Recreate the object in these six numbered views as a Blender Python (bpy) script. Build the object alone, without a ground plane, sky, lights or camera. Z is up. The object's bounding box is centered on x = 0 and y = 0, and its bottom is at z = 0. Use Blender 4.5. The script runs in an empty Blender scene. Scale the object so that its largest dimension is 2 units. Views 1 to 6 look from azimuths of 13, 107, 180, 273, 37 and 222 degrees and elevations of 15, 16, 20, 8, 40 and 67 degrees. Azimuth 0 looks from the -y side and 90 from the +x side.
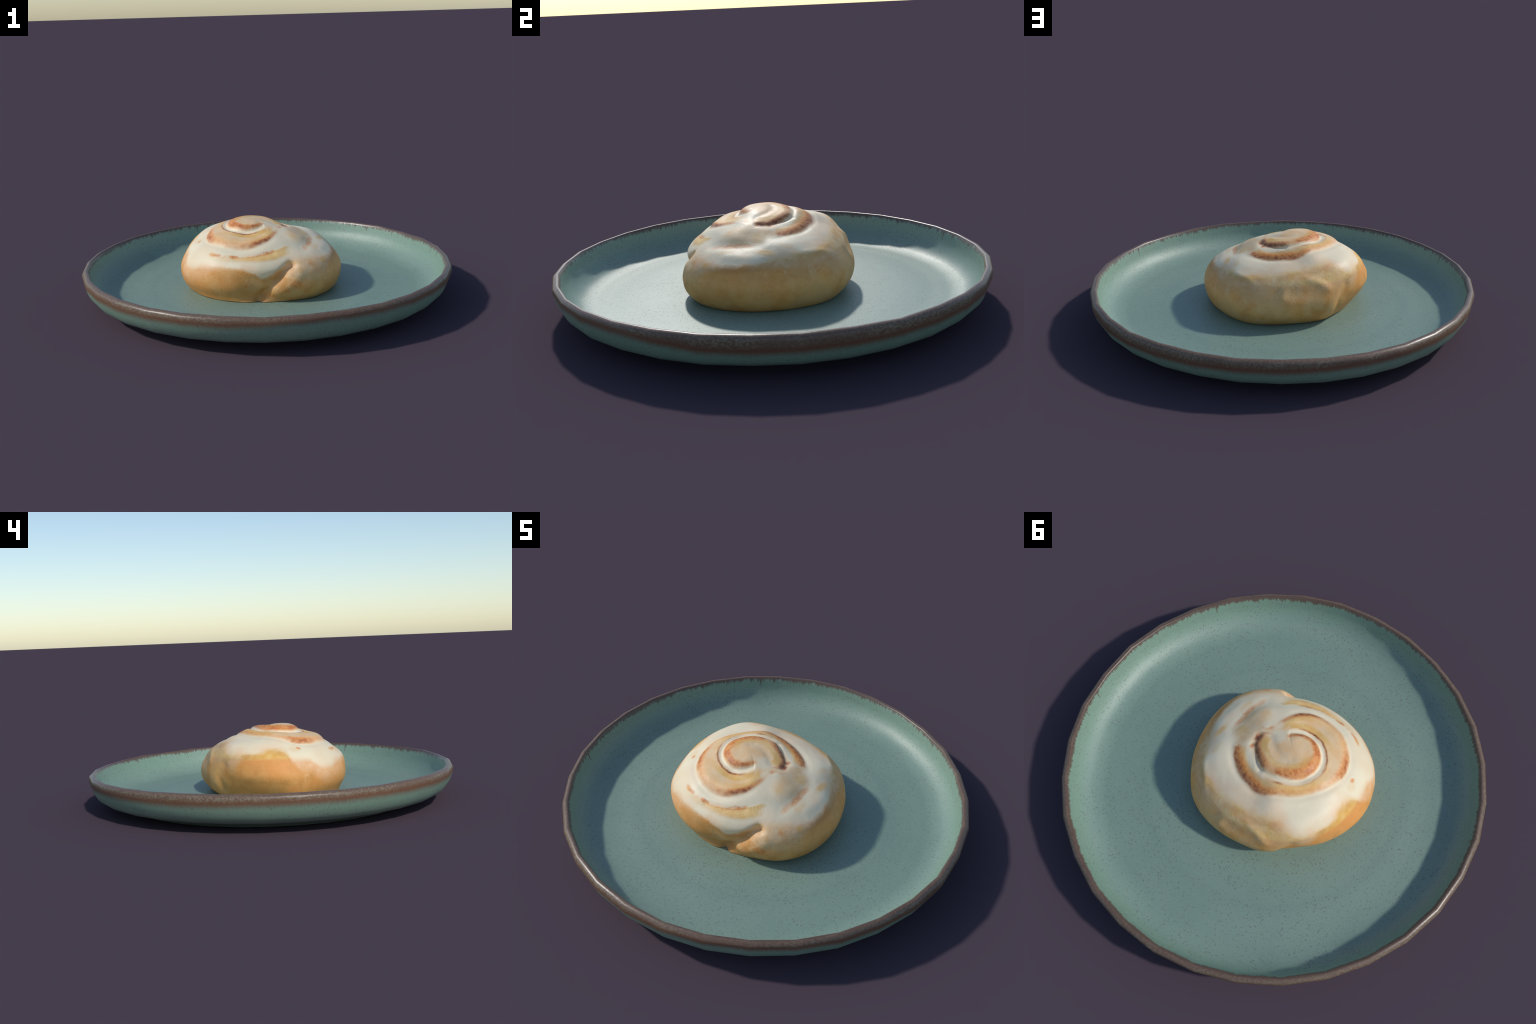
# A glazed cinnamon roll on a speckled, hand-thrown teal plate.
import bpy, math
import numpy as np

TAU = 2 * math.pi
rng = np.random.default_rng(7)


# ------------------------------------------------------------------ helpers
def periodic(points, x):
    """Smooth periodic curve through (degrees, value) points, evaluated at x degrees."""
    pts = sorted(points)
    xs = np.array([p[0] for p in pts], float)
    ys = np.array([p[1] for p in pts], float)
    X = np.concatenate([xs[-3:] - 360, xs, xs[:3] + 360])
    Y = np.concatenate([ys[-3:], ys, ys[:3]])
    return hermite(X, Y, np.mod(x, 360))


def hermite(X, Y, x):
    """Monotone-ish cubic through (X, Y); Y may carry trailing axes."""
    X = np.asarray(X, float)
    Y = np.asarray(Y, float)
    h = np.diff(X)
    s = np.diff(Y, axis=0) / h.reshape((-1,) + (1,) * (Y.ndim - 1))
    m = np.empty_like(Y)
    m[0], m[-1] = s[0], s[-1]
    hh = h.reshape((-1,) + (1,) * (Y.ndim - 1))
    m[1:-1] = (s[:-1] * hh[1:] + s[1:] * hh[:-1]) / (hh[1:] + hh[:-1])
    i = np.clip(np.searchsorted(X, x) - 1, 0, len(X) - 2)
    t = ((x - X[i]) / h[i])
    ex = (slice(None),) * np.ndim(x) + (None,) * (Y.ndim - 1)
    t, hi = t[ex], h[i][ex]
    return ((2 * t ** 3 - 3 * t ** 2 + 1) * Y[i] + (t ** 3 - 2 * t ** 2 + t) * hi * m[i]
            + (-2 * t ** 3 + 3 * t ** 2) * Y[i + 1] + (t ** 3 - t ** 2) * hi * m[i + 1])


def smoothstep(a, b, x):
    t = np.clip((x - a) / (b - a), 0, 1)
    return t * t * (3 - 2 * t)


def waves(P, scale, seed, octaves=3):
    """Cheap smooth 3D noise in -1..1: a sum of randomly oriented sines."""
    g = np.random.default_rng(seed)
    out = np.zeros(P.shape[:-1])
    for o in range(octaves):
        for _ in range(6):
            k = g.normal(size=3)
            k *= scale * 2 ** o / np.linalg.norm(k)
            out += np.sin(P @ k + g.uniform(0, TAU)) * 0.5 ** o
    return out / 6


def mesh_from(name, verts, faces, normals=None):
    me = bpy.data.meshes.new(name)
    me.from_pydata([tuple(v) for v in verts], [], [tuple(f) for f in faces])
    me.polygons.foreach_set("use_smooth", np.ones(len(me.polygons), bool))
    me.update()
    if normals is not None:
        me.normals_split_custom_set_from_vertices([tuple(n) for n in normals])
    return me


def split_regions(verts, faces, labels, normals, parent_of, materials):
    """Split one smooth surface into named parts whose borders coincide."""
    faces = np.asarray(faces)
    for name in dict.fromkeys(labels):
        sel = faces[np.array([l == name for l in labels])]
        used, inv = np.unique(sel.ravel(), return_inverse=True)
        me = mesh_from(name, verts[used], inv.reshape(sel.shape), normals[used])
        me.materials.append(materials[name])
        ob = bpy.data.objects.new(name, me)
        bpy.context.scene.collection.objects.link(ob)
        ob.parent = parent_of[name]


def vertex_normals(verts, faces):
    faces = np.asarray(faces)
    n = np.zeros_like(verts)
    a, b, c, d = (verts[faces[:, i]] for i in range(4))
    fn = np.cross(c - a, d - b)
    for i in range(4):
        np.add.at(n, faces[:, i], fn)
    return n / np.maximum(np.linalg.norm(n, axis=1, keepdims=True), 1e-12)


def empty(name, label, category, at=(0, 0, 0)):
    ob = bpy.data.objects.new(name, None)
    ob.empty_display_size = 0.1
    ob["label"] = label
    ob["category"] = category
    bpy.context.scene.collection.objects.link(ob)
    return ob


# ------------------------------------------------ tiny node-expression layer
class Nodes:
    def __init__(self, name):
        self.mat = bpy.data.materials.new(name)
        self.mat.use_nodes = True
        self.tree = self.mat.node_tree
        self.tree.nodes.clear()
        self.out = self.tree.nodes.new("ShaderNodeOutputMaterial")
        self.bsdf = self.tree.nodes.new("ShaderNodeBsdfPrincipled")
        self.tree.links.new(self.bsdf.outputs[0], self.out.inputs[0])
        tc = self.tree.nodes.new("ShaderNodeTexCoord")
        self.pos = Ex(self, tc.outputs["Object"])
        sx = self.tree.nodes.new("ShaderNodeSeparateXYZ")
        self.tree.links.new(tc.outputs["Object"], sx.inputs[0])
        self.x, self.y, self.z = (Ex(self, sx.outputs[i]) for i in range(3))

    def put(self, sock, v):
        if isinstance(v, Ex):
            self.tree.links.new(v.s, sock)
        else:
            if sock.type == "RGBA" and len(v) == 3:
                v = (*v, 1)
            sock.default_value = v

    def math(self, op, *args, clamp=False):
        n = self.tree.nodes.new("ShaderNodeMath")
        n.operation = op
        n.use_clamp = clamp
        for s, a in zip(n.inputs, args):
            self.put(s, a)
        return Ex(self, n.outputs[0])

    def step(self, a, b, x):
        """Smooth 0..1 as x runs a..b (a > b gives a falling edge)."""
        if not isinstance(a, Ex) and not isinstance(b, Ex) and a > b:
            return 1 - self.step(b, a, x)
        n = self.tree.nodes.new("ShaderNodeMapRange")
        n.interpolation_type = "SMOOTHSTEP"
        self.put(n.inputs[0], x)
        self.put(n.inputs[1], a)
        self.put(n.inputs[2], b)
        return Ex(self, n.outputs[0])

    def curve(self, points, angle01, top=1.0):
        """Periodic float curve: points are (degrees, value), input is angle/360."""
        pts = sorted(points)
        ext = [(pts[-1][0] - 360, pts[-1][1])] + pts + [(pts[0][0] + 360, pts[0][1])]
        X = np.array([p[0] for p in ext])
        Y = np.array([p[1] for p in ext], float)
        end = float(np.interp(0, X, Y))
        full = [p for p in pts if 1 < p[0] < 359]
        full = [(0, end)] + full + [(360, end)]
        n = self.tree.nodes.new("ShaderNodeFloatCurve")
        c = n.mapping.curves[0]
        for p in full[1:-1]:
            c.points.new(p[0] / 360, p[1] / top)
        c.points[0].location = (0, full[0][1] / top)
        c.points[-1].location = (1, full[-1][1] / top)
        for p in c.points:
            p.handle_type = "AUTO"
        n.mapping.update()
        self.put(n.inputs["Value"], angle01)
        return Ex(self, n.outputs[0]) * top

    def noise(self, scale, detail=2.0, rough=0.5, vec=None, distortion=0.0, colour=False):
        n = self.tree.nodes.new("ShaderNodeTexNoise")
        self.put(n.inputs["Vector"], vec or self.pos)
        n.inputs["Scale"].default_value = scale
        n.inputs["Detail"].default_value = detail
        n.inputs["Roughness"].default_value = rough
        n.inputs["Distortion"].default_value = distortion
        return Ex(self, n.outputs["Color" if colour else 0])

    def voronoi(self, scale, vec=None, randomness=1.0):
        n = self.tree.nodes.new("ShaderNodeTexVoronoi")
        self.put(n.inputs["Vector"], vec or self.pos)
        n.inputs["Scale"].default_value = scale
        n.inputs["Randomness"].default_value = randomness
        sep = self.tree.nodes.new("ShaderNodeSeparateColor")
        self.tree.links.new(n.outputs["Color"], sep.inputs[0])
        return Ex(self, n.outputs["Distance"]), Ex(self, sep.outputs[0])

    def vec(self, x, y, z):
        n = self.tree.nodes.new("ShaderNodeCombineXYZ")
        for s, a in zip(n.inputs, (x, y, z)):
            self.put(s, a)
        return Ex(self, n.outputs[0])

    def mix(self, a, b, f):
        n = self.tree.nodes.new("ShaderNodeMix")
        n.data_type = "RGBA"
        n.clamp_factor = True
        self.put(n.inputs["Factor"], f)
        self.put([s for s in n.inputs if s.name == "A" and s.type == "RGBA"][0], a)
        self.put([s for s in n.inputs if s.name == "B" and s.type == "RGBA"][0], b)
        return Ex(self, [s for s in n.outputs if s.type == "RGBA"][0])

    def blob(self, at, size, warp=None):
        """Soft 0..1 spot around a point; size is (rx, ry, rz) in metres."""
        d = None
        for c, p, s in zip((self.x, self.y, self.z), at, size):
            q = (c - p) * (1 / s)
            d = q * q if d is None else d + q * q
        d = self.math("SQRT", d)
        if warp is not None:
            d = d + warp
        return self.step(1.15, 0.35, d)

    def bump(self, height, distance, strength=1.0):
        n = self.tree.nodes.new("ShaderNodeBump")
        n.inputs["Strength"].default_value = strength
        n.inputs["Distance"].default_value = distance
        self.put(n.inputs["Height"], height)
        self.tree.links.new(n.outputs[0], self.bsdf.inputs["Normal"])


class Ex:
    def __init__(self, g, s):
        self.g, self.s = g, s

    def __add__(self, o): return self.g.math("ADD", self, o)
    __radd__ = __add__
    def __sub__(self, o): return self.g.math("SUBTRACT", self, o)
    def __rsub__(self, o): return self.g.math("SUBTRACT", o, self)
    def __mul__(self, o): return self.g.math("MULTIPLY", self, o)
    __rmul__ = __mul__
    def abs(self): return self.g.math("ABSOLUTE", self)
    def clamp(self): return self.g.math("ADD", self, 0.0, clamp=True)
    def max(self, o): return self.g.math("MAXIMUM", self, o)
    def min(self, o): return self.g.math("MINIMUM", self, o)


# =================================================================== PLATE
SEGMENTS = 32          # the plate is faceted: 32 straight sides
FLOOR_Z = 0.0615
# (radius, height) around the section: floor, cove, inner wall, lip, outer wall, foot, underside
PLATE_PROFILE = [
    (0.00, FLOOR_Z), (0.30, FLOOR_Z), (0.50, 0.0612), (0.65, 0.0592), (0.77, 0.0562), (0.84, 0.059), (0.887, 0.072),
    (0.922, 0.097), (0.946, 0.130), (0.958, 0.165), (0.964, 0.186), (0.969, 0.1945), (0.974, 0.1985),
    (0.982, 0.1972), (0.995, 0.188), (0.999, 0.176), (0.998, 0.158), (0.991, 0.132), (0.978, 0.103),
    (0.958, 0.076), (0.927, 0.056), (0.865, 0.037), (0.800, 0.017), (0.768, 0.003), (0.750, 0.000), (0.730, 0.001),
    (0.700, 0.008), (0.660, 0.016), (0.40, 0.018), (0.00, 0.018)]


def build_plate(root, mat):
    prof = np.array(PLATE_PROFILE)
    seg = np.concatenate([[0], np.cumsum(np.linalg.norm(np.diff(prof, axis=0), axis=1))])
    s = np.concatenate([np.linspace(seg[i], seg[i + 1], max(2, int(np.ceil((seg[i + 1] - seg[i]) / 0.012)) + 1))[:-1]
                        for i in range(len(seg) - 1)] + [[seg[-1]]])
    curve = hermite(seg, prof, s)
    curve[:, 0] = np.maximum(curve[:, 0], 0)
    curve[0, 0] = curve[-1, 0] = 0.0005
    nr = len(curve)
    verts, ang = [], np.arange(SEGMENTS) * TAU / SEGMENTS
    g = np.random.default_rng(3)
    wob_r = np.clip(g.normal(0, 0.0015, SEGMENTS), -0.003, 0.0015)
    wob_z = g.normal(0, 0.0012, SEGMENTS)
    for k in range(SEGMENTS):
        a = ang[k]
        oval = 1 + 0.0035 * math.cos(2 * (a - 0.9))
        edge = smoothstep(0.7, 0.97, curve[:, 0])
        r = curve[:, 0] * (1 + (oval - 1) * edge) + wob_r[k] * edge
        # hand-thrown dish: the floor sinks and swells by a millimetre or two in soft rings
        z = curve[:, 1] + wob_z[k] * smoothstep(0.05, 0.19, curve[:, 1])
        verts.append(np.stack([r * math.cos(a), r * math.sin(a), z], 1))
    verts = np.array(verts).reshape(-1, 3)
    faces, labels = [], []
    for k in range(SEGMENTS):
        k2 = (k + 1) % SEGMENTS
        for j in range(nr - 1):
            faces.append((k * nr + j, k2 * nr + j, k2 * nr + j + 1, k * nr + j + 1))
            m = (s[j] + s[j + 1]) / 2
            labels.append("well" if m < seg[5] else "inner_wall" if m < seg[10] else
                          "rim" if m < seg[15] else "outer_wall" if m < seg[21] else "foot")
    for e in (0, nr - 1):          # close the poles: snap to the axis
        verts[e::nr, 2] = verts[e::nr, 2].mean()
    nrm = vertex_normals(verts, faces)
    # ring-shaped sections share one mean slope so that facets stay in the outline, not in the shade
    for j in range(nr):
        ring = nrm[j::nr]
        up = ring[:, 2].mean()
        out = math.sqrt(max(0, 1 - up * up)) * np.sign((ring[:, 0] * np.cos(ang) + ring[:, 1] * np.sin(ang)).mean())
        nrm[j::nr] = np.stack([out * np.cos(ang), out * np.sin(ang), np.full(SEGMENTS, up)], 1)
    names = set(labels)
    split_regions(verts, faces, labels, nrm, {n: root for n in names}, {n: mat for n in names})


def plate_material():
    g = Nodes("speckled_teal_glaze")
    r = g.math("SQRT", g.x * g.x + g.y * g.y)
    a = g.math("ARCTAN2", g.y, g.x)
    around = g.vec(g.math("COSINE", a), g.math("SINE", a), 0.0)
    cloud = g.noise(3.2, 3, 0.55)
    fine = g.noise(38, 2, 0.5)
    teal = g.mix((0.218, 0.326, 0.260), (0.238, 0.348, 0.276), g.step(0.3, 0.7, cloud))
    teal = g.mix(teal, (0.258, 0.365, 0.290), g.step(0.5, 0.8, fine) * 0.35)
    rings = g.noise(9, 2, 0.5, g.vec(r, 0.0, 0.0))
    teal = g.mix(teal, (0.190, 0.292, 0.236), g.step(0.45, 0.65, rings) * 0.35)
    # the glaze runs thinner and greener up the wall
    wall = g.step(0.87, 0.95, r) * g.step(0.06, 0.10, g.z)
    teal = g.mix(teal, (0.222, 0.345, 0.252), wall * 0.75)
    # iron speckle
    d1, k1 = g.voronoi(62)
    d2, k2 = g.voronoi(118)
    clump = g.step(0.35, 0.65, g.noise(7, 2))
    speck = g.step(0.36, 0.10, d1) * g.step(0.36, 0.42, k1) * 0.8
    speck = speck.max(g.step(0.40, 0.14, d2) * g.step(0.35, 0.40, k2) * 0.65)
    speck = speck * (0.55 + clump * 0.45)
    col = g.mix(teal, (0.110, 0.088, 0.070), speck * 0.70)
    # inner wall: brown breaking glaze with runs, streaked down from the lip
    ca, sa = g.math("COSINE", a), g.math("SINE", a)
    streak = g.noise(95, 3, 0.7, g.vec(ca, sa, g.z * 0.15))
    runs = g.noise(70, 1, 0.5, g.vec(ca, sa, g.z * 0.05 + 3))
    turn = g.math("FRACT", a * (1 / TAU) + 1.0)
    uneven = g.noise(2.4, 2, 0.5, around)
    edge_in = 0.179 - (streak - 0.5) * 0.060 - (uneven - 0.5) * 0.034 - g.step(0.70, 0.80, runs) * 0.035
    inner = g.step(-0.004, 0.012, g.z - edge_in) * g.step(0.9, 0.94, r) * g.step(0.992, 0.980, r)
    # outer wall: wide brown band with a rusty lower margin
    band = g.noise(1.7, 3, 0.5, around)
    edge_out = g.curve([(0, .128), (20, .122), (60, .130), (90, .136), (130, .140), (180, .142), (225, .143), (260, .143), (300, .160), (330, .156), (350, .144)],
                       turn, 0.2) - (band - 0.5) * 0.022 - (streak - 0.5) * 0.012
    outside = g.step(0.962, 0.975, r).max(g.step(0.194, 0.197, g.z))
    outer = g.step(-0.022, 0.020, g.z - edge_out) * outside
    mott = g.noise(88, 3, 0.6, g.vec(g.x, g.y, g.z * 1.4))
    brown = g.mix((0.150, 0.094, 0.062), (0.205, 0.138, 0.094), g.step(0.35, 0.7, mott))
    moss = g.step(0.44, 0.60, mott) * g.step(0.140, 0.165, g.z) * g.step(0.197, 0.186, g.z) * g.step(0.38, 0.56, g.noise(5, 2, 0.5, around))
    brown = g.mix(brown, (0.250, 0.225, 0.150), moss * 0.6)
    rust = g.step(0.040, 0.012, g.z - edge_out) * outer
    brown = g.mix(brown, (0.190, 0.082, 0.044), rust * 0.85)
    col = g.mix(col, (0.128, 0.080, 0.056), inner * 0.92)
    col = g.mix(col, brown, outer)
    lip_in = g.step(0.976, 0.970, r) * g.step(0.186, 0.192, g.z)
    col = g.mix(col, (0.110, 0.064, 0.046), lip_in * 0.7)
    crest = g.step(0.180, 0.190, g.z)
    g.put(g.bsdf.inputs["Base Color"], col)
    g.put(g.bsdf.inputs["Roughness"], 0.51 - crest * 0.17 + (cloud - 0.5) * 0.08 + speck * 0.1)
    g.put(g.bsdf.inputs["Specular IOR Level"], 0.95 - outer.max(inner) * 0.58 + crest * 0.25)
    lip = g.noise(24, 4, 0.6)
    g.bump(g.noise(90, 2, 0.5) * 0.4 + lip * g.step(0.15, 0.19, g.z) * 0.6, 0.0016, 0.5)
    return g.mat


# ============================================================ CINNAMON ROLL
CENTRE = np.array([-0.031, -0.029, 0.190])     # the loft's inner point
# Loft sections: at each elevation angle above that point, the distance (mm) to the crust
# at 18 azimuths, every 20 degrees counter-clockwise from +x.
SECTIONS = [
    (-35, [290, 290, 290, 290, 290, 290, 290, 290, 290, 290, 300, 300, 300, 300, 310, 300, 295, 290]),
    (-25, [365, 365, 365, 362, 345, 340, 338, 332, 335, 345, 375, 375, 371, 370, 384, 370, 370, 365]),
    (-15, [428, 423, 420, 421, 397, 380, 376, 354, 357, 378, 414, 404, 394, 380, 354, 383, 420, 431]),
    (-7, [444, 437, 436, 442, 422, 402, 395, 371, 381, 405, 430, 427, 415, 393, 364, 392, 441, 450]),
    (0, [443, 434, 434, 437, 420, 404, 401, 382, 401, 420, 432, 432, 416, 392, 369, 380, 431, 448]),
    (8, [416, 407, 414, 413, 394, 386, 395, 391, 401, 409, 410, 415, 403, 386, 374, 371, 408, 422]),
    (16, [366, 368, 384, 380, 369, 367, 376, 394, 394, 391, 383, 382, 377, 357, 349, 347, 364, 371]),
    (24, [321, 333, 344, 334, 336, 339, 356, 376, 371, 362, 346, 344, 345, 325, 319, 317, 321, 326]),
    (34, [283, 286, 285, 282, 289, 297, 321, 320, 321, 325, 319, 316, 312, 298, 296, 291, 291, 295]),
    (46, [259, 257, 250, 249, 256, 266, 282, 283, 285, 289, 284, 276, 270, 256, 256, 261, 260, 264]),
    (60, [240, 236, 233, 238, 251, 256, 265, 265, 263, 267, 267, 266, 261, 250, 242, 242, 244, 243]),
    (75, [234, 230, 227, 230, 236, 238, 240, 241, 245, 250, 252, 251, 248, 243, 238, 238, 238, 237]),
    (90, [235] * 18)]

# The swirl, seen from above, runs clockwise and outward from this point.
SWIRL = (-0.064, -0.064)
# first and second turn of the filling: (clockwise degrees from +x, radius)
TURN_1 = [(0, .070), (40, .077), (75, .087), (105, .097), (140, .110), (165, .120), (188, .126),
          (214, .130), (247, .134), (269, .143), (286, .156), (302, .161), (316, .167), (328, .176), (344, .178), (352, .17)]
TURN_2 = [(8, .160), (32, .174), (56, .210), (76, .231), (98, .242), (128, .245), (152, .242), (172, .226),
          (195, .208), (225, .203), (247, .214), (256, .228), (267, .240), (285, .246), (301, .257), (315, .265),
          (335, .27), (350, .22)]
TURN_3 = [(0, .27), (40, .270), (67, .281), (87, .285), (107, .301), (118, .309), (159, .285), (220, .28), (320, .27)]
# icing rim: (counter-clockwise degrees from +x around CENTRE, height where it ends)
ICING_EDGE = [(2, .268), (14, .276), (26, .287), (38, .297), (51, .298), (63, .302), (74, .310), (89, .322), (105, .332),
              (118, .346), (127, .348), (136, .325), (146, .298), (159, .304), (171, .312), (178, .326), (187, .318),
              (193, .291), (198, .262), (206, .262), (213, .236), (221, .214), (234, .238), (254, .249), (266, .248),
              (273, .236), (279, .218), (285, .199), (290, .207), (297, .234), (305, .250), (317, .268), (329, .268),
              (340, .262), (352, .264)]
# Creases and ridges: a path of points on the crust, signed height, half-width
FOLDS = [
    # deep crease where the tail of the strip tucks under
    ([(0.200, -0.318, 0.256), (0.180, -0.332, 0.240), (0.158, -0.350, 0.213), (0.110, -0.368, 0.160), (0.070, -0.366, 0.122),
      (0.030, -0.368, 0.075)], -0.026, 0.020),
    ([(0.196, -0.314, 0.262), (0.150, -0.350, 0.225), (0.090, -0.372, 0.192)], -0.008, 0.024),
    ([(0.250, -0.330, 0.215), (0.205, -0.358, 0.165), (0.150, -0.372, 0.110)], 0.008, 0.030),
    # glaze ridge arching over a dent at the back
    ([(-0.004, 0.369, 0.227), (-0.012, 0.346, 0.263), (-0.045, 0.325, 0.290), (-0.108, 0.302, 0.309), (-0.175, 0.307, 0.288),
      (-0.226, 0.305, 0.256)], 0.005, 0.022),
    ([(-0.070, 0.350, 0.245), (-0.160, 0.335, 0.250)], -0.004, 0.040),
    # upright fold on the back left
    ([(-0.320, 0.228, 0.240), (-0.300, 0.250, 0.205), (-0.286, 0.262, 0.177), (-0.280, 0.252, 0.126), (-0.275, 0.240, 0.08)], -0.007, 0.026),
    ([(0.185, 0.306, 0.250), (0.215, 0.265, 0.270)], -0.003, 0.032),
    ([(0.222, 0.225, 0.295), (0.160, 0.285, 0.285)], 0.004, 0.018),
    # trough under the outer turn on the right, with the swollen strip outside it
    ([(0.242, 0.020, 0.325), (0.252, -0.060, 0.323), (0.250, -0.130, 0.318), (0.235, -0.190, 0.310)], -0.005, 0.034),
    ([(0.300, 0.090, 0.295), (0.325, -0.010, 0.288), (0.318, -0.110, 0.288)], 0.003, 0.026),
    # crevice beside the first turn, and the shallow crease that winds into the core
    ([(0.114, -0.019, 0.393), (0.106, 0.029, 0.388), (0.075, 0.050, 0.389), (0.035, 0.079, 0.392), (-0.007, 0.108, 0.399)], -0.008, 0.016),
    ([(0.063, -0.046, 0.411), (0.029, -0.025, 0.416), (-0.004, -0.006, 0.417), (-0.041, 0.002, 0.422), (-0.077, -0.006, 0.424),
      (-0.090, -0.018, 0.426)], -0.0035, 0.018),
    # coil step below the swirl in front
    ([(0.100, -0.300, 0.310), (0.020, -0.345, 0.300), (-0.080, -0.360, 0.292)], -0.004, 0.018),
]


def segment_distance(P, path):
    path = np.array(path, float)
    best = np.full(P.shape[:-1], 9.0)
    fade = np.ones(P.shape[:-1])
    for p, q in zip(path[:-1], path[1:]):
        v = q - p
        t = np.clip(((P - p) @ v) / (v @ v), 0, 1)
        d = np.linalg.norm(P - (p + t[..., None] * v), axis=-1)
        best = np.minimum(best, d)
    return best


def swirl_coords(P):
    dx, dy = P[..., 0] - SWIRL[0], P[..., 1] - SWIRL[1]
    return np.degrees(-np.arctan2(dy, dx)) % 360, np.hypot(dx, dy)


def swirl_relief(P):
    """Steps of the rolled strip: each turn stands proud inside and drops into a glaze-filled groove outside."""
    cw, r = swirl_coords(P)
    r = r + waves(P, 26, 5, 2) * 0.003
    r1, r2 = periodic(TURN_1, cw), periodic(TURN_2, cw)
    g = lambda x, w: np.exp(-(x / w) ** 2)
    a1 = smoothstep(15, 70, cw) * (1 - smoothstep(270, 330, cw))
    out = 0.004 * a1 * g(r - (r1 - 0.026), 0.022)
    out -= 0.009 * a1 * g(r - (r1 + 0.019), 0.013)
    a2 = smoothstep(25, 70, cw) * (1 - smoothstep(300, 338, cw))
    out += 0.003 * a2 * g(r - (r2 - 0.022), 0.022)
    out -= 0.005 * a2 * g(r - (r2 + 0.016), 0.016)
    return out


def bun_surface(nt=400, npz=240):
    el = np.radians([s[0] for s in SECTIONS])
    rad = np.array([s[1] for s in SECTIONS], float) / 1000
    th = np.arange(nt) * TAU / nt
    ph = np.concatenate([np.radians(np.linspace(-89, -36, 14)), np.radians(np.linspace(-35, 90, npz))])
    # mirror the sections over the top so that the crown is smooth
    over = np.roll(rad[-4:-1][::-1], 9, axis=1)
    rows = hermite(np.concatenate([el, np.pi - el[-4:-1][::-1]]), np.concatenate([rad, over]), np.clip(ph, el[0], el[-1]))                       # (len(ph), 18)
    spec = np.fft.rfft(rows, axis=1)
    k = np.arange(spec.shape[1])
    near = np.clip((np.pi / 2 - ph) / np.radians(38), 0, 1)[:, None]
    rows = np.fft.irfft(spec * np.where(k >= 2, near ** np.minimum(k, 4), 1), 18, axis=1)
    ext = np.concatenate([rows[:, -3:], rows, rows[:, :3]], 1)
    az = np.radians(np.arange(-60, 360 + 60, 20))
    R = hermite(az, ext.T, th).T                                              # (len(ph), nt)
    d = np.stack([np.cos(ph)[:, None] * np.cos(th), np.cos(ph)[:, None] * np.sin(th),
                  np.sin(ph)[:, None] + 0 * th], -1)
    P = CENTRE + d * R[..., None]

    def normals(P):
        du = np.roll(P, -1, 1) - np.roll(P, 1, 1)
        dv = np.gradient(P, axis=0)
        n = np.cross(du, dv)
        n /= np.maximum(np.linalg.norm(n, axis=-1, keepdims=True), 1e-9)
        n[-1] = (0, 0, 1)
        return n
    N = normals(P)
    h = np.zeros(P.shape[:-1])
    for path, height, width in FOLDS:
        h += height * np.exp(-(segment_distance(P, path) / width) ** 2)
    up = smoothstep(0.3, 0.6, N[..., 2])
    h += swirl_relief(P) * up
    h += waves(P, 9, 11, 2) * 0.0022 + waves(P, 34, 12, 2) * 0.0009
    h[-1] = h[-1].mean()
    P = P + N * h[..., None]
    # the weight of the dough flattens it against the plate
    low = P[..., 2] < FLOOR_Z + 0.0015
    t = np.where(low, (CENTRE[2] - FLOOR_Z - 0.0015) / np.maximum(CENTRE[2] - P[..., 2], 1e-6), 1)
    P = CENTRE + (P - CENTRE) * t[..., None]
    return P, th


def build_bun(root, mat_bun):
    P, th = bun_surface()
    nr, nt = P.shape[:2]
    verts = P.reshape(-1, 3)
    i, j = np.meshgrid(np.arange(nr - 1), np.arange(nt), indexing="ij")
    j2 = (j + 1) % nt
    faces = np.stack([i * nt + j, i * nt + j2, (i + 1) * nt + j2, (i + 1) * nt + j], -1).reshape(-1, 4)
    nrm = vertex_normals(verts, faces)
    top = np.arange((nr - 1) * nt, nr * nt)
    nrm[top] = nrm[top].mean(0) / np.linalg.norm(nrm[top].mean(0))
    c = verts[faces].mean(1)
    ang = np.degrees(np.arctan2(c[:, 1] - CENTRE[1], c[:, 0] - CENTRE[0])) % 360
    wob = waves(c, 60, 21, 2) * 0.004
    iced = c[:, 2] > periodic(ICING_EDGE, ang) + wob
    cw, r = swirl_coords(c)
    r1, r2 = periodic(TURN_1, cw), periodic(TURN_2, cw)
    filling = ((np.abs(r - r1 + 0.006) < 0.016) & (cw > 30) & (cw < 345)) | \
              ((np.abs(r - r2 + 0.006) < 0.016) & (cw > 35) & (cw < 335) & ((cw < 175) | (cw > 245)))
    tail = (ang > 284) & (ang < 345) & ~iced & (c[:, 2] < 0.27)
    crease = (0.030 + (c[:, 2] - 0.075) * 0.92)
    tail &= c[:, 0] > crease
    lab = np.where(iced & filling, "cinnamon_filling",
                   np.where(iced, "icing", np.where(tail, "dough_tail", "dough_coil")))
    names = ["dough_coil", "dough_tail", "icing", "cinnamon_filling"]
    split_regions(verts, faces, list(lab), nrm, {n: root for n in names}, {n: mat_bun for n in names})


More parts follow.
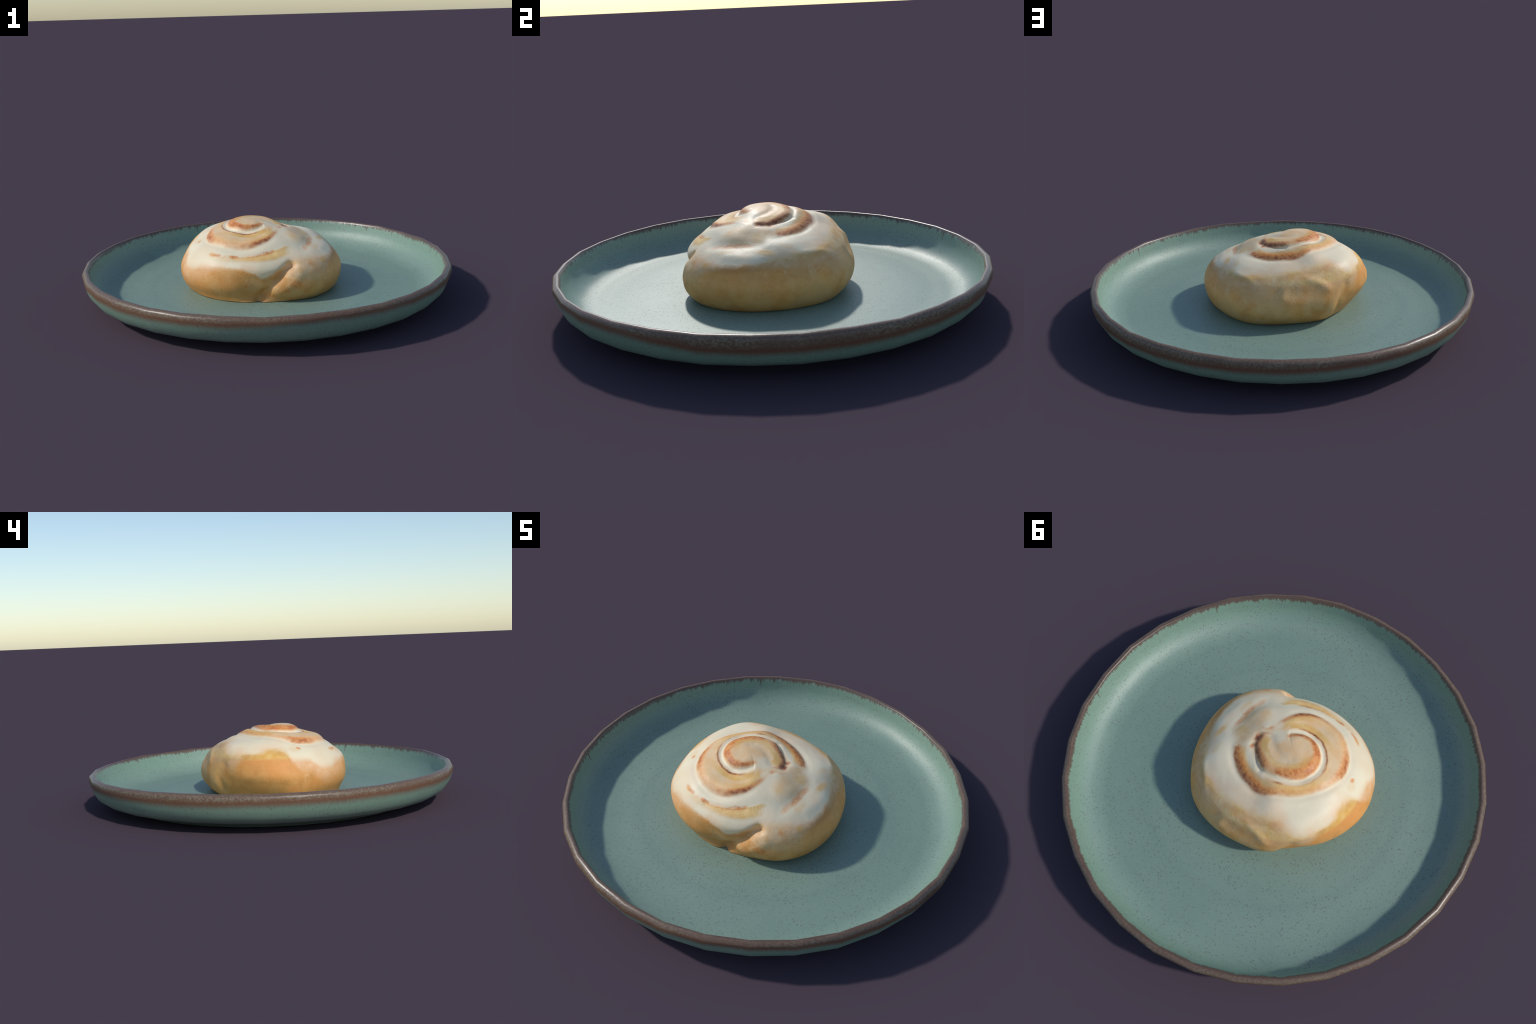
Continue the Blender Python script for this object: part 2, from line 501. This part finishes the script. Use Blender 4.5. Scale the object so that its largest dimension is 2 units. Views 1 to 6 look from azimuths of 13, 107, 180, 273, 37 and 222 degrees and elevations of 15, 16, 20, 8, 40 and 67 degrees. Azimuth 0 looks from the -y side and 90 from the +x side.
def bun_material():
    g = Nodes("iced_cinnamon_dough")
    wob = g.noise(14, 3, 0.55)
    wob2 = g.noise(34, 3, 0.55)
    fine = g.noise(130, 3, 0.6)
    dx, dy = g.x - SWIRL[0], g.y - SWIRL[1]
    cw = g.math("FRACT", g.math("ARCTAN2", dy, dx) * (-1 / TAU) + 1.0)
    r = g.math("SQRT", dx * dx + dy * dy) + (wob - 0.5) * 0.014 + (wob2 - 0.5) * 0.008
    bx, by = g.x - float(CENTRE[0]), g.y - float(CENTRE[1])
    ang = g.math("FRACT", g.math("ARCTAN2", by, bx) * (1 / TAU) + 1.0)
    top_side = g.step(0.27, 0.29, g.z)

    # --- dough: golden crust, paler around the back and on the tail
    dough = g.mix((0.66, 0.295, 0.072), (0.80, 0.400, 0.120), g.step(0.32, 0.68, wob))
    sunlight_tint = g.curve([(0, .45), (40, .25), (90, .1), (130, .2), (165, .9), (200, 1), (225, .9), (250, .65), (280, .35), (310, .1), (340, .35)], ang)  # warm sunlight tinted into the crust colour, strongest on the side facing the sun
    dough = g.mix(dough, (0.86, 0.360, 0.092), sunlight_tint * g.step(0.25, 0.65, g.noise(9, 2)) * 0.9)
    pale = g.curve([(0, .25), (40, .4), (70, .6), (100, .6), (130, .45), (160, .1), (200, 0), (260, .25), (300, .5), (340, .3)], ang)
    dough = g.mix(dough, (0.77, 0.505, 0.240), pale * g.step(0.35, 0.65, g.noise(12, 3)) * 0.9)
    d, k = g.voronoi(95)
    dough = g.mix(dough, (0.88, 0.64, 0.36), g.step(0.30, 0.10, d) * g.step(0.78, 0.8, k) * 0.35)
    dough = g.mix(dough, (0.40, 0.20, 0.07), g.step(0.60, 0.72, fine) * 0.25)
    yellow = g.mix((0.84, 0.460, 0.105), (0.88, 0.560, 0.180), g.step(0.35, 0.7, wob2))

    # --- icing cover: opaque above its rim, thin and soaked-in around and below it
    edge = g.curve(ICING_EDGE, ang, 0.4) + (wob - 0.5) * 0.022 + (wob2 - 0.5) * 0.012
    soft = g.curve([(0, .012), (60, .020), (110, .022), (140, .030), (170, .012), (200, .030), (225, .035), (250, .014), (285, .008), (310, .03), (345, .012)], ang, 0.1)
    h = g.z - edge
    cover = g.step(-1.0, 1.0, g.math("DIVIDE", h, soft))
    reach = g.curve([(0, .015), (30, .05), (60, .09), (90, .10), (120, .11), (145, .11), (165, .015), (190, .02), (205, .08), (228, .10), (245, .03), (280, .01),
                     (305, .07), (318, .12), (335, .07), (350, .02)], ang, 0.2)
    film = g.step(0.0, 1.0, g.math("DIVIDE", h + reach, reach)) * (0.35 + g.step(0.4, 0.62, g.noise(16, 3, 0.6)) * 0.45)
    veins = g.step(0.045, 0.0, (g.noise(11, 2, 0.5, distortion=0.6) - 0.5).abs()) * g.step(-0.13, -0.02, h) * g.step(0.02, 0.06, reach) * 0.35
    cover = cover.max(film * 0.75).max(veins)

    # --- windows in the icing where the strip shows
    d1 = r - g.curve(TURN_1, cw, 0.4)
    d2 = r - g.curve(TURN_2, cw, 0.4)
    d3 = r - g.curve(TURN_3, cw, 0.4)

    cwj = g.math("FRACT", cw + (g.noise(18, 3) - 0.5) * 0.07 + 1.0)

    def arc(points, top=1.0):
        return g.curve(points, cwj, top)

    def band(dist, a0, a1, b1, b0):
        return g.step(a0, a1, dist) * g.step(b0, b1, dist)

    def filling(dist, inner, strength):
        """Filling along one turn: fades in from the dough side, ends in a soft edge under the icing."""
        t = g.math("DIVIDE", dist, inner)
        body = g.step(-1.15, -0.20, t) * g.step(0.018, -0.004, dist)
        return body * strength, g.step(-0.7, 0.05, t)

    speckle = g.step(0.40, 0.66, g.noise(52, 3, 0.6))
    # bare strip between the turns
    bare = band(d1, -.065, -.050, -.030, -.010) * arc([(150, 0), (180, .5), (215, .8), (250, .6), (290, .55), (335, .8), (352, 0)])
    bare = bare.max(band(d1, .036, .042, .060, .085) * arc([(28, 0), (45, .7), (60, .95), (90, 1), (108, .9), (130, .35), (160, .1), (180, .4), (200, .7), (245, .75), (258, .3), (275, 0)]))
    bare = bare.max(band(d2, -.060, -.040, -.020, -.005) * arc([(20, 0), (32, .7), (50, .8), (70, .5), (90, .2), (235, 0), (256, .4), (290, .7), (318, .8), (330, .2), (340, 0)]))
    bare = bare.max(band(d3, -.002, .006, .036, .058) * arc([(33, 0), (43, .95), (80, .9), (98, .5), (118, .15), (130, 0)]))
    bare = (bare * 1.15 * top_side).clamp()

    w1 = arc([(0, .018), (60, .020), (100, .026), (140, .034), (180, .055), (250, .050), (290, .040), (340, .030)], 0.1)
    c1, k1 = filling(d1, w1, arc([(5, .1), (25, .5), (45, .85), (100, .95), (160, 1), (225, .95), (258, .85), (274, .45), (288, .85), (335, .95), (350, .6)]))
    w2 = arc([(0, .016), (40, .024), (62, .030), (90, .030), (140, .036), (165, .036), (200, .030), (250, .036), (290, .052), (325, .050), (345, .02)], 0.1)
    c2, k2 = filling(d2, w2, arc([(2, .55), (16, .25), (30, .65), (45, .85), (60, .95), (74, .8), (86, .5), (105, .4), (125, .5), (145, .8), (158, .95), (170, .6), (190, .4), (228, .42), (248, .6), (262, .85), (285, 1), (315, 1), (328, .5), (338, 0)]))
    thin = band(d1, .028, .036, .039, .047) * arc([(45, 0), (60, .5), (80, .8), (92, 1), (110, .8), (150, .7), (175, .5), (200, .25), (235, .1), (248, .7), (258, .6), (268, 0)])
    c3 = band(d3, -.012, -.002, .003, .012) * arc([(35, 0), (50, .35), (70, .8), (95, .8), (118, .5), (128, .1), (150, .0)]) * (0.25 + g.step(0.4, 0.6, g.noise(22, 2)) * 0.75)
    cinn = c1.max(c2).max(thin * 0.95).max(c3) * top_side
    dark = (c1 * k1 * arc([(0, .3), (40, .6), (120, .55), (150, .35), (215, .3), (250, .35), (285, .75), (305, 1), (350, 1), (358, .5)])).max(
        c2 * k2 * arc([(30, .2), (50, .7), (64, .9), (78, .6), (110, .2), (150, .55), (160, .5), (200, .2), (240, .3), (290, .75), (325, .7), (340, 0)])).max(thin)

    # where the icing lies thick and white: grooves, the channel across the turns, everything outside
    thick = band(d1, .002, .014, .026, .040) * arc([(15, .3), (40, .9), (120, 1), (250, .8), (275, .7), (300, .8), (340, .4)])
    thick = thick.max(g.step(.004, .020, d2)).max(band(d1, .012, .024, .050, .075) * arc([(255, 0), (275, .6), (300, 1), (328, 1), (342, 0)]))
    thick = thick.max(g.blob((0.040, -0.070, 0.415), (0.055, 0.050, 0.05)) * 0.9).max(g.blob((0.080, -0.130, 0.390), (0.030, 0.070, 0.05)) * 0.8)
    veil = (1 - thick) * g.step(0.02, -0.01, d2) * top_side
    veil = veil.max(g.blob((0.185, -0.070, 0.350), (0.080, 0.110, 0.07), (wob - 0.5) * 1.2) * 0.95)
    veil = veil.max(g.blob((0.200, 0.010, 0.348), (0.055, 0.050, 0.05), (wob - 0.5) * 1.2) * 0.9)

    # --- loose spots of bare dough, filling and caramel: (place, size, kind, strength)
    warp = (wob2 - 0.5) * 0.8
    bare_spots, cinn_spots = None, None
    for at, size, s in [
            ((0.285, 0.060, 0.305), (0.020, 0.060, 0.03), .8), ((0.195, 0.000, 0.350), (0.045, 0.040, 0.03), .6),
            ((0.190, -0.310, 0.266), (0.035, 0.028, 0.014), .75), ((0.340, -0.190, 0.255), (0.024, 0.030, 0.018), .7),
            ((0.220, -0.080, 0.335), (0.050, 0.060, 0.03), .3), ((0.288, -0.120, 0.300), (0.022, 0.050, 0.02), .35), ((0.230, 0.135, 0.325), (0.020, 0.050, 0.03), .3), ((0.165, -0.130, 0.350), (0.040, 0.040, 0.03), .4),
            ((-0.215, -0.335, 0.300), (0.030, 0.018, 0.014), .5), ((-0.345, -0.140, 0.318), (0.030, 0.040, 0.02), .3),
            ((0.150, 0.275, 0.300), (0.060, 0.025, 0.012), .6), ((0.255, 0.185, 0.298), (0.03, 0.03, 0.02), .4),
            ((-0.060, 0.285, 0.325), (0.060, 0.02, 0.012), .5), ((-0.395, -0.030, 0.318), (0.02, 0.05, 0.02), .6)]:
        m = g.blob(at, size, warp) * s
        bare_spots = m if bare_spots is None else bare_spots.max(m)
    for at, size, s in [
            ((0.235, -0.345, 0.158), (0.045, 0.030, 0.026), .75), ((0.170, -0.362, 0.127), (0.040, 0.025, 0.022), .5),
            ((-0.022, -0.392, 0.153), (0.016, 0.020, 0.010), .75), ((0.292, -0.268, 0.255), (0.022, 0.022, 0.014), .4),
            ((0.205, -0.325, 0.215), (0.018, 0.020, 0.030), .35), ((0.125, -0.372, 0.200), (0.050, 0.030, 0.018), .5),  # second spot: brown band beside the crease
            ((0.248, -0.045, 0.325), (0.018, 0.060, 0.04), .6), ((0.254, -0.105, 0.320), (0.018, 0.060, 0.04), .7), ((0.246, -0.165, 0.314), (0.018, 0.050, 0.04), .45),
            ((0.090, -0.360, 0.100), (0.060, 0.030, 0.016), .4), ((-0.332, -0.165, 0.324), (0.012, 0.014, 0.014), .95),
            ((-0.360, 0.120, 0.180), (0.010, 0.012, 0.010), .5), ((0.108, -0.012, 0.390), (0.026, 0.030, 0.03), 1.0), ((0.100, 0.034, 0.388), (0.016, 0.022, 0.03), .8),
            ((-0.230, 0.225, 0.338), (0.040, 0.030, 0.02), .3), ((0.27, 0.21, 0.27), (0.03, 0.03, 0.03), .25)]:
        m = g.blob(at, size, warp) * s
        cinn_spots = m if cinn_spots is None else cinn_spots.max(m)

    rim_line = band(h, -.034, -.018, -.010, .002) * g.curve([(0, .7), (20, .7), (40, .5), (60, .6), (85, .5), (110, .5), (140, .3), (165, .6), (190, .4), (205, 0), (270, .1), (290, .3), (300, 0), (335, .1), (350, .6)], ang) * g.step(0.3, 0.6, wob)
    cover = cover * (1 - bare * 0.80) * (1 - bare_spots * 0.8)
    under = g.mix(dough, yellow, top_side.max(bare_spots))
    icing = g.mix((0.94, 0.815, 0.575), (0.90, 0.730, 0.490), g.step(0.42, 0.75, g.noise(6, 2)) * 0.8)
    # thin icing lets the dough through: tan over the turns, peach towards the crust
    veil = veil * (0.50 + g.step(0.35, 0.68, g.noise(13, 3)) * 0.42)
    icing = g.mix(icing, (0.90, 0.560, 0.265), veil)
    icing = g.mix(icing, (0.93, 0.590, 0.345), g.step(0.060, 0.005, h) * 0.60 * g.step(0.35, 0.65, g.noise(8, 2)))
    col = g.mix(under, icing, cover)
    col = g.mix(col, (0.56, 0.240, 0.062), rim_line * 0.75)
    caramel = g.mix((0.86, 0.320, 0.062), (0.70, 0.200, 0.042), speckle)
    caramel = g.mix(caramel, (0.190, 0.042, 0.028), ((dark.max(g.blob((0.110, 0.000, 0.390), (0.028, 0.045, 0.03)))) * (0.66 + speckle * 0.36)).clamp())
    col = g.mix(col, caramel, (g.step(0.0, 0.95, cinn).max(cinn_spots)) * (0.84 + speckle * 0.12))
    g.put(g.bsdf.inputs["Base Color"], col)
    g.put(g.bsdf.inputs["Roughness"], 0.58 - cover * 0.10)
    g.bsdf.inputs["Specular IOR Level"].default_value = 0.45
    g.bsdf.inputs["Subsurface Weight"].default_value = 0.0
    g.bump(fine * (1 - cover) * 1.0 + speckle * cinn * 0.15 + wob2 * 0.8, 0.003, 0.5)
    return g.mat


# ==================================================================== BUILD
plate = empty("plate", "round speckled teal stoneware plate with brown rim", "plate")
roll = empty("cinnamon_roll", "iced cinnamon roll with a swirl of caramelised filling", "pastry")
glaze = plate_material()
build_plate(plate, glaze)
build_bun(roll, bun_material())
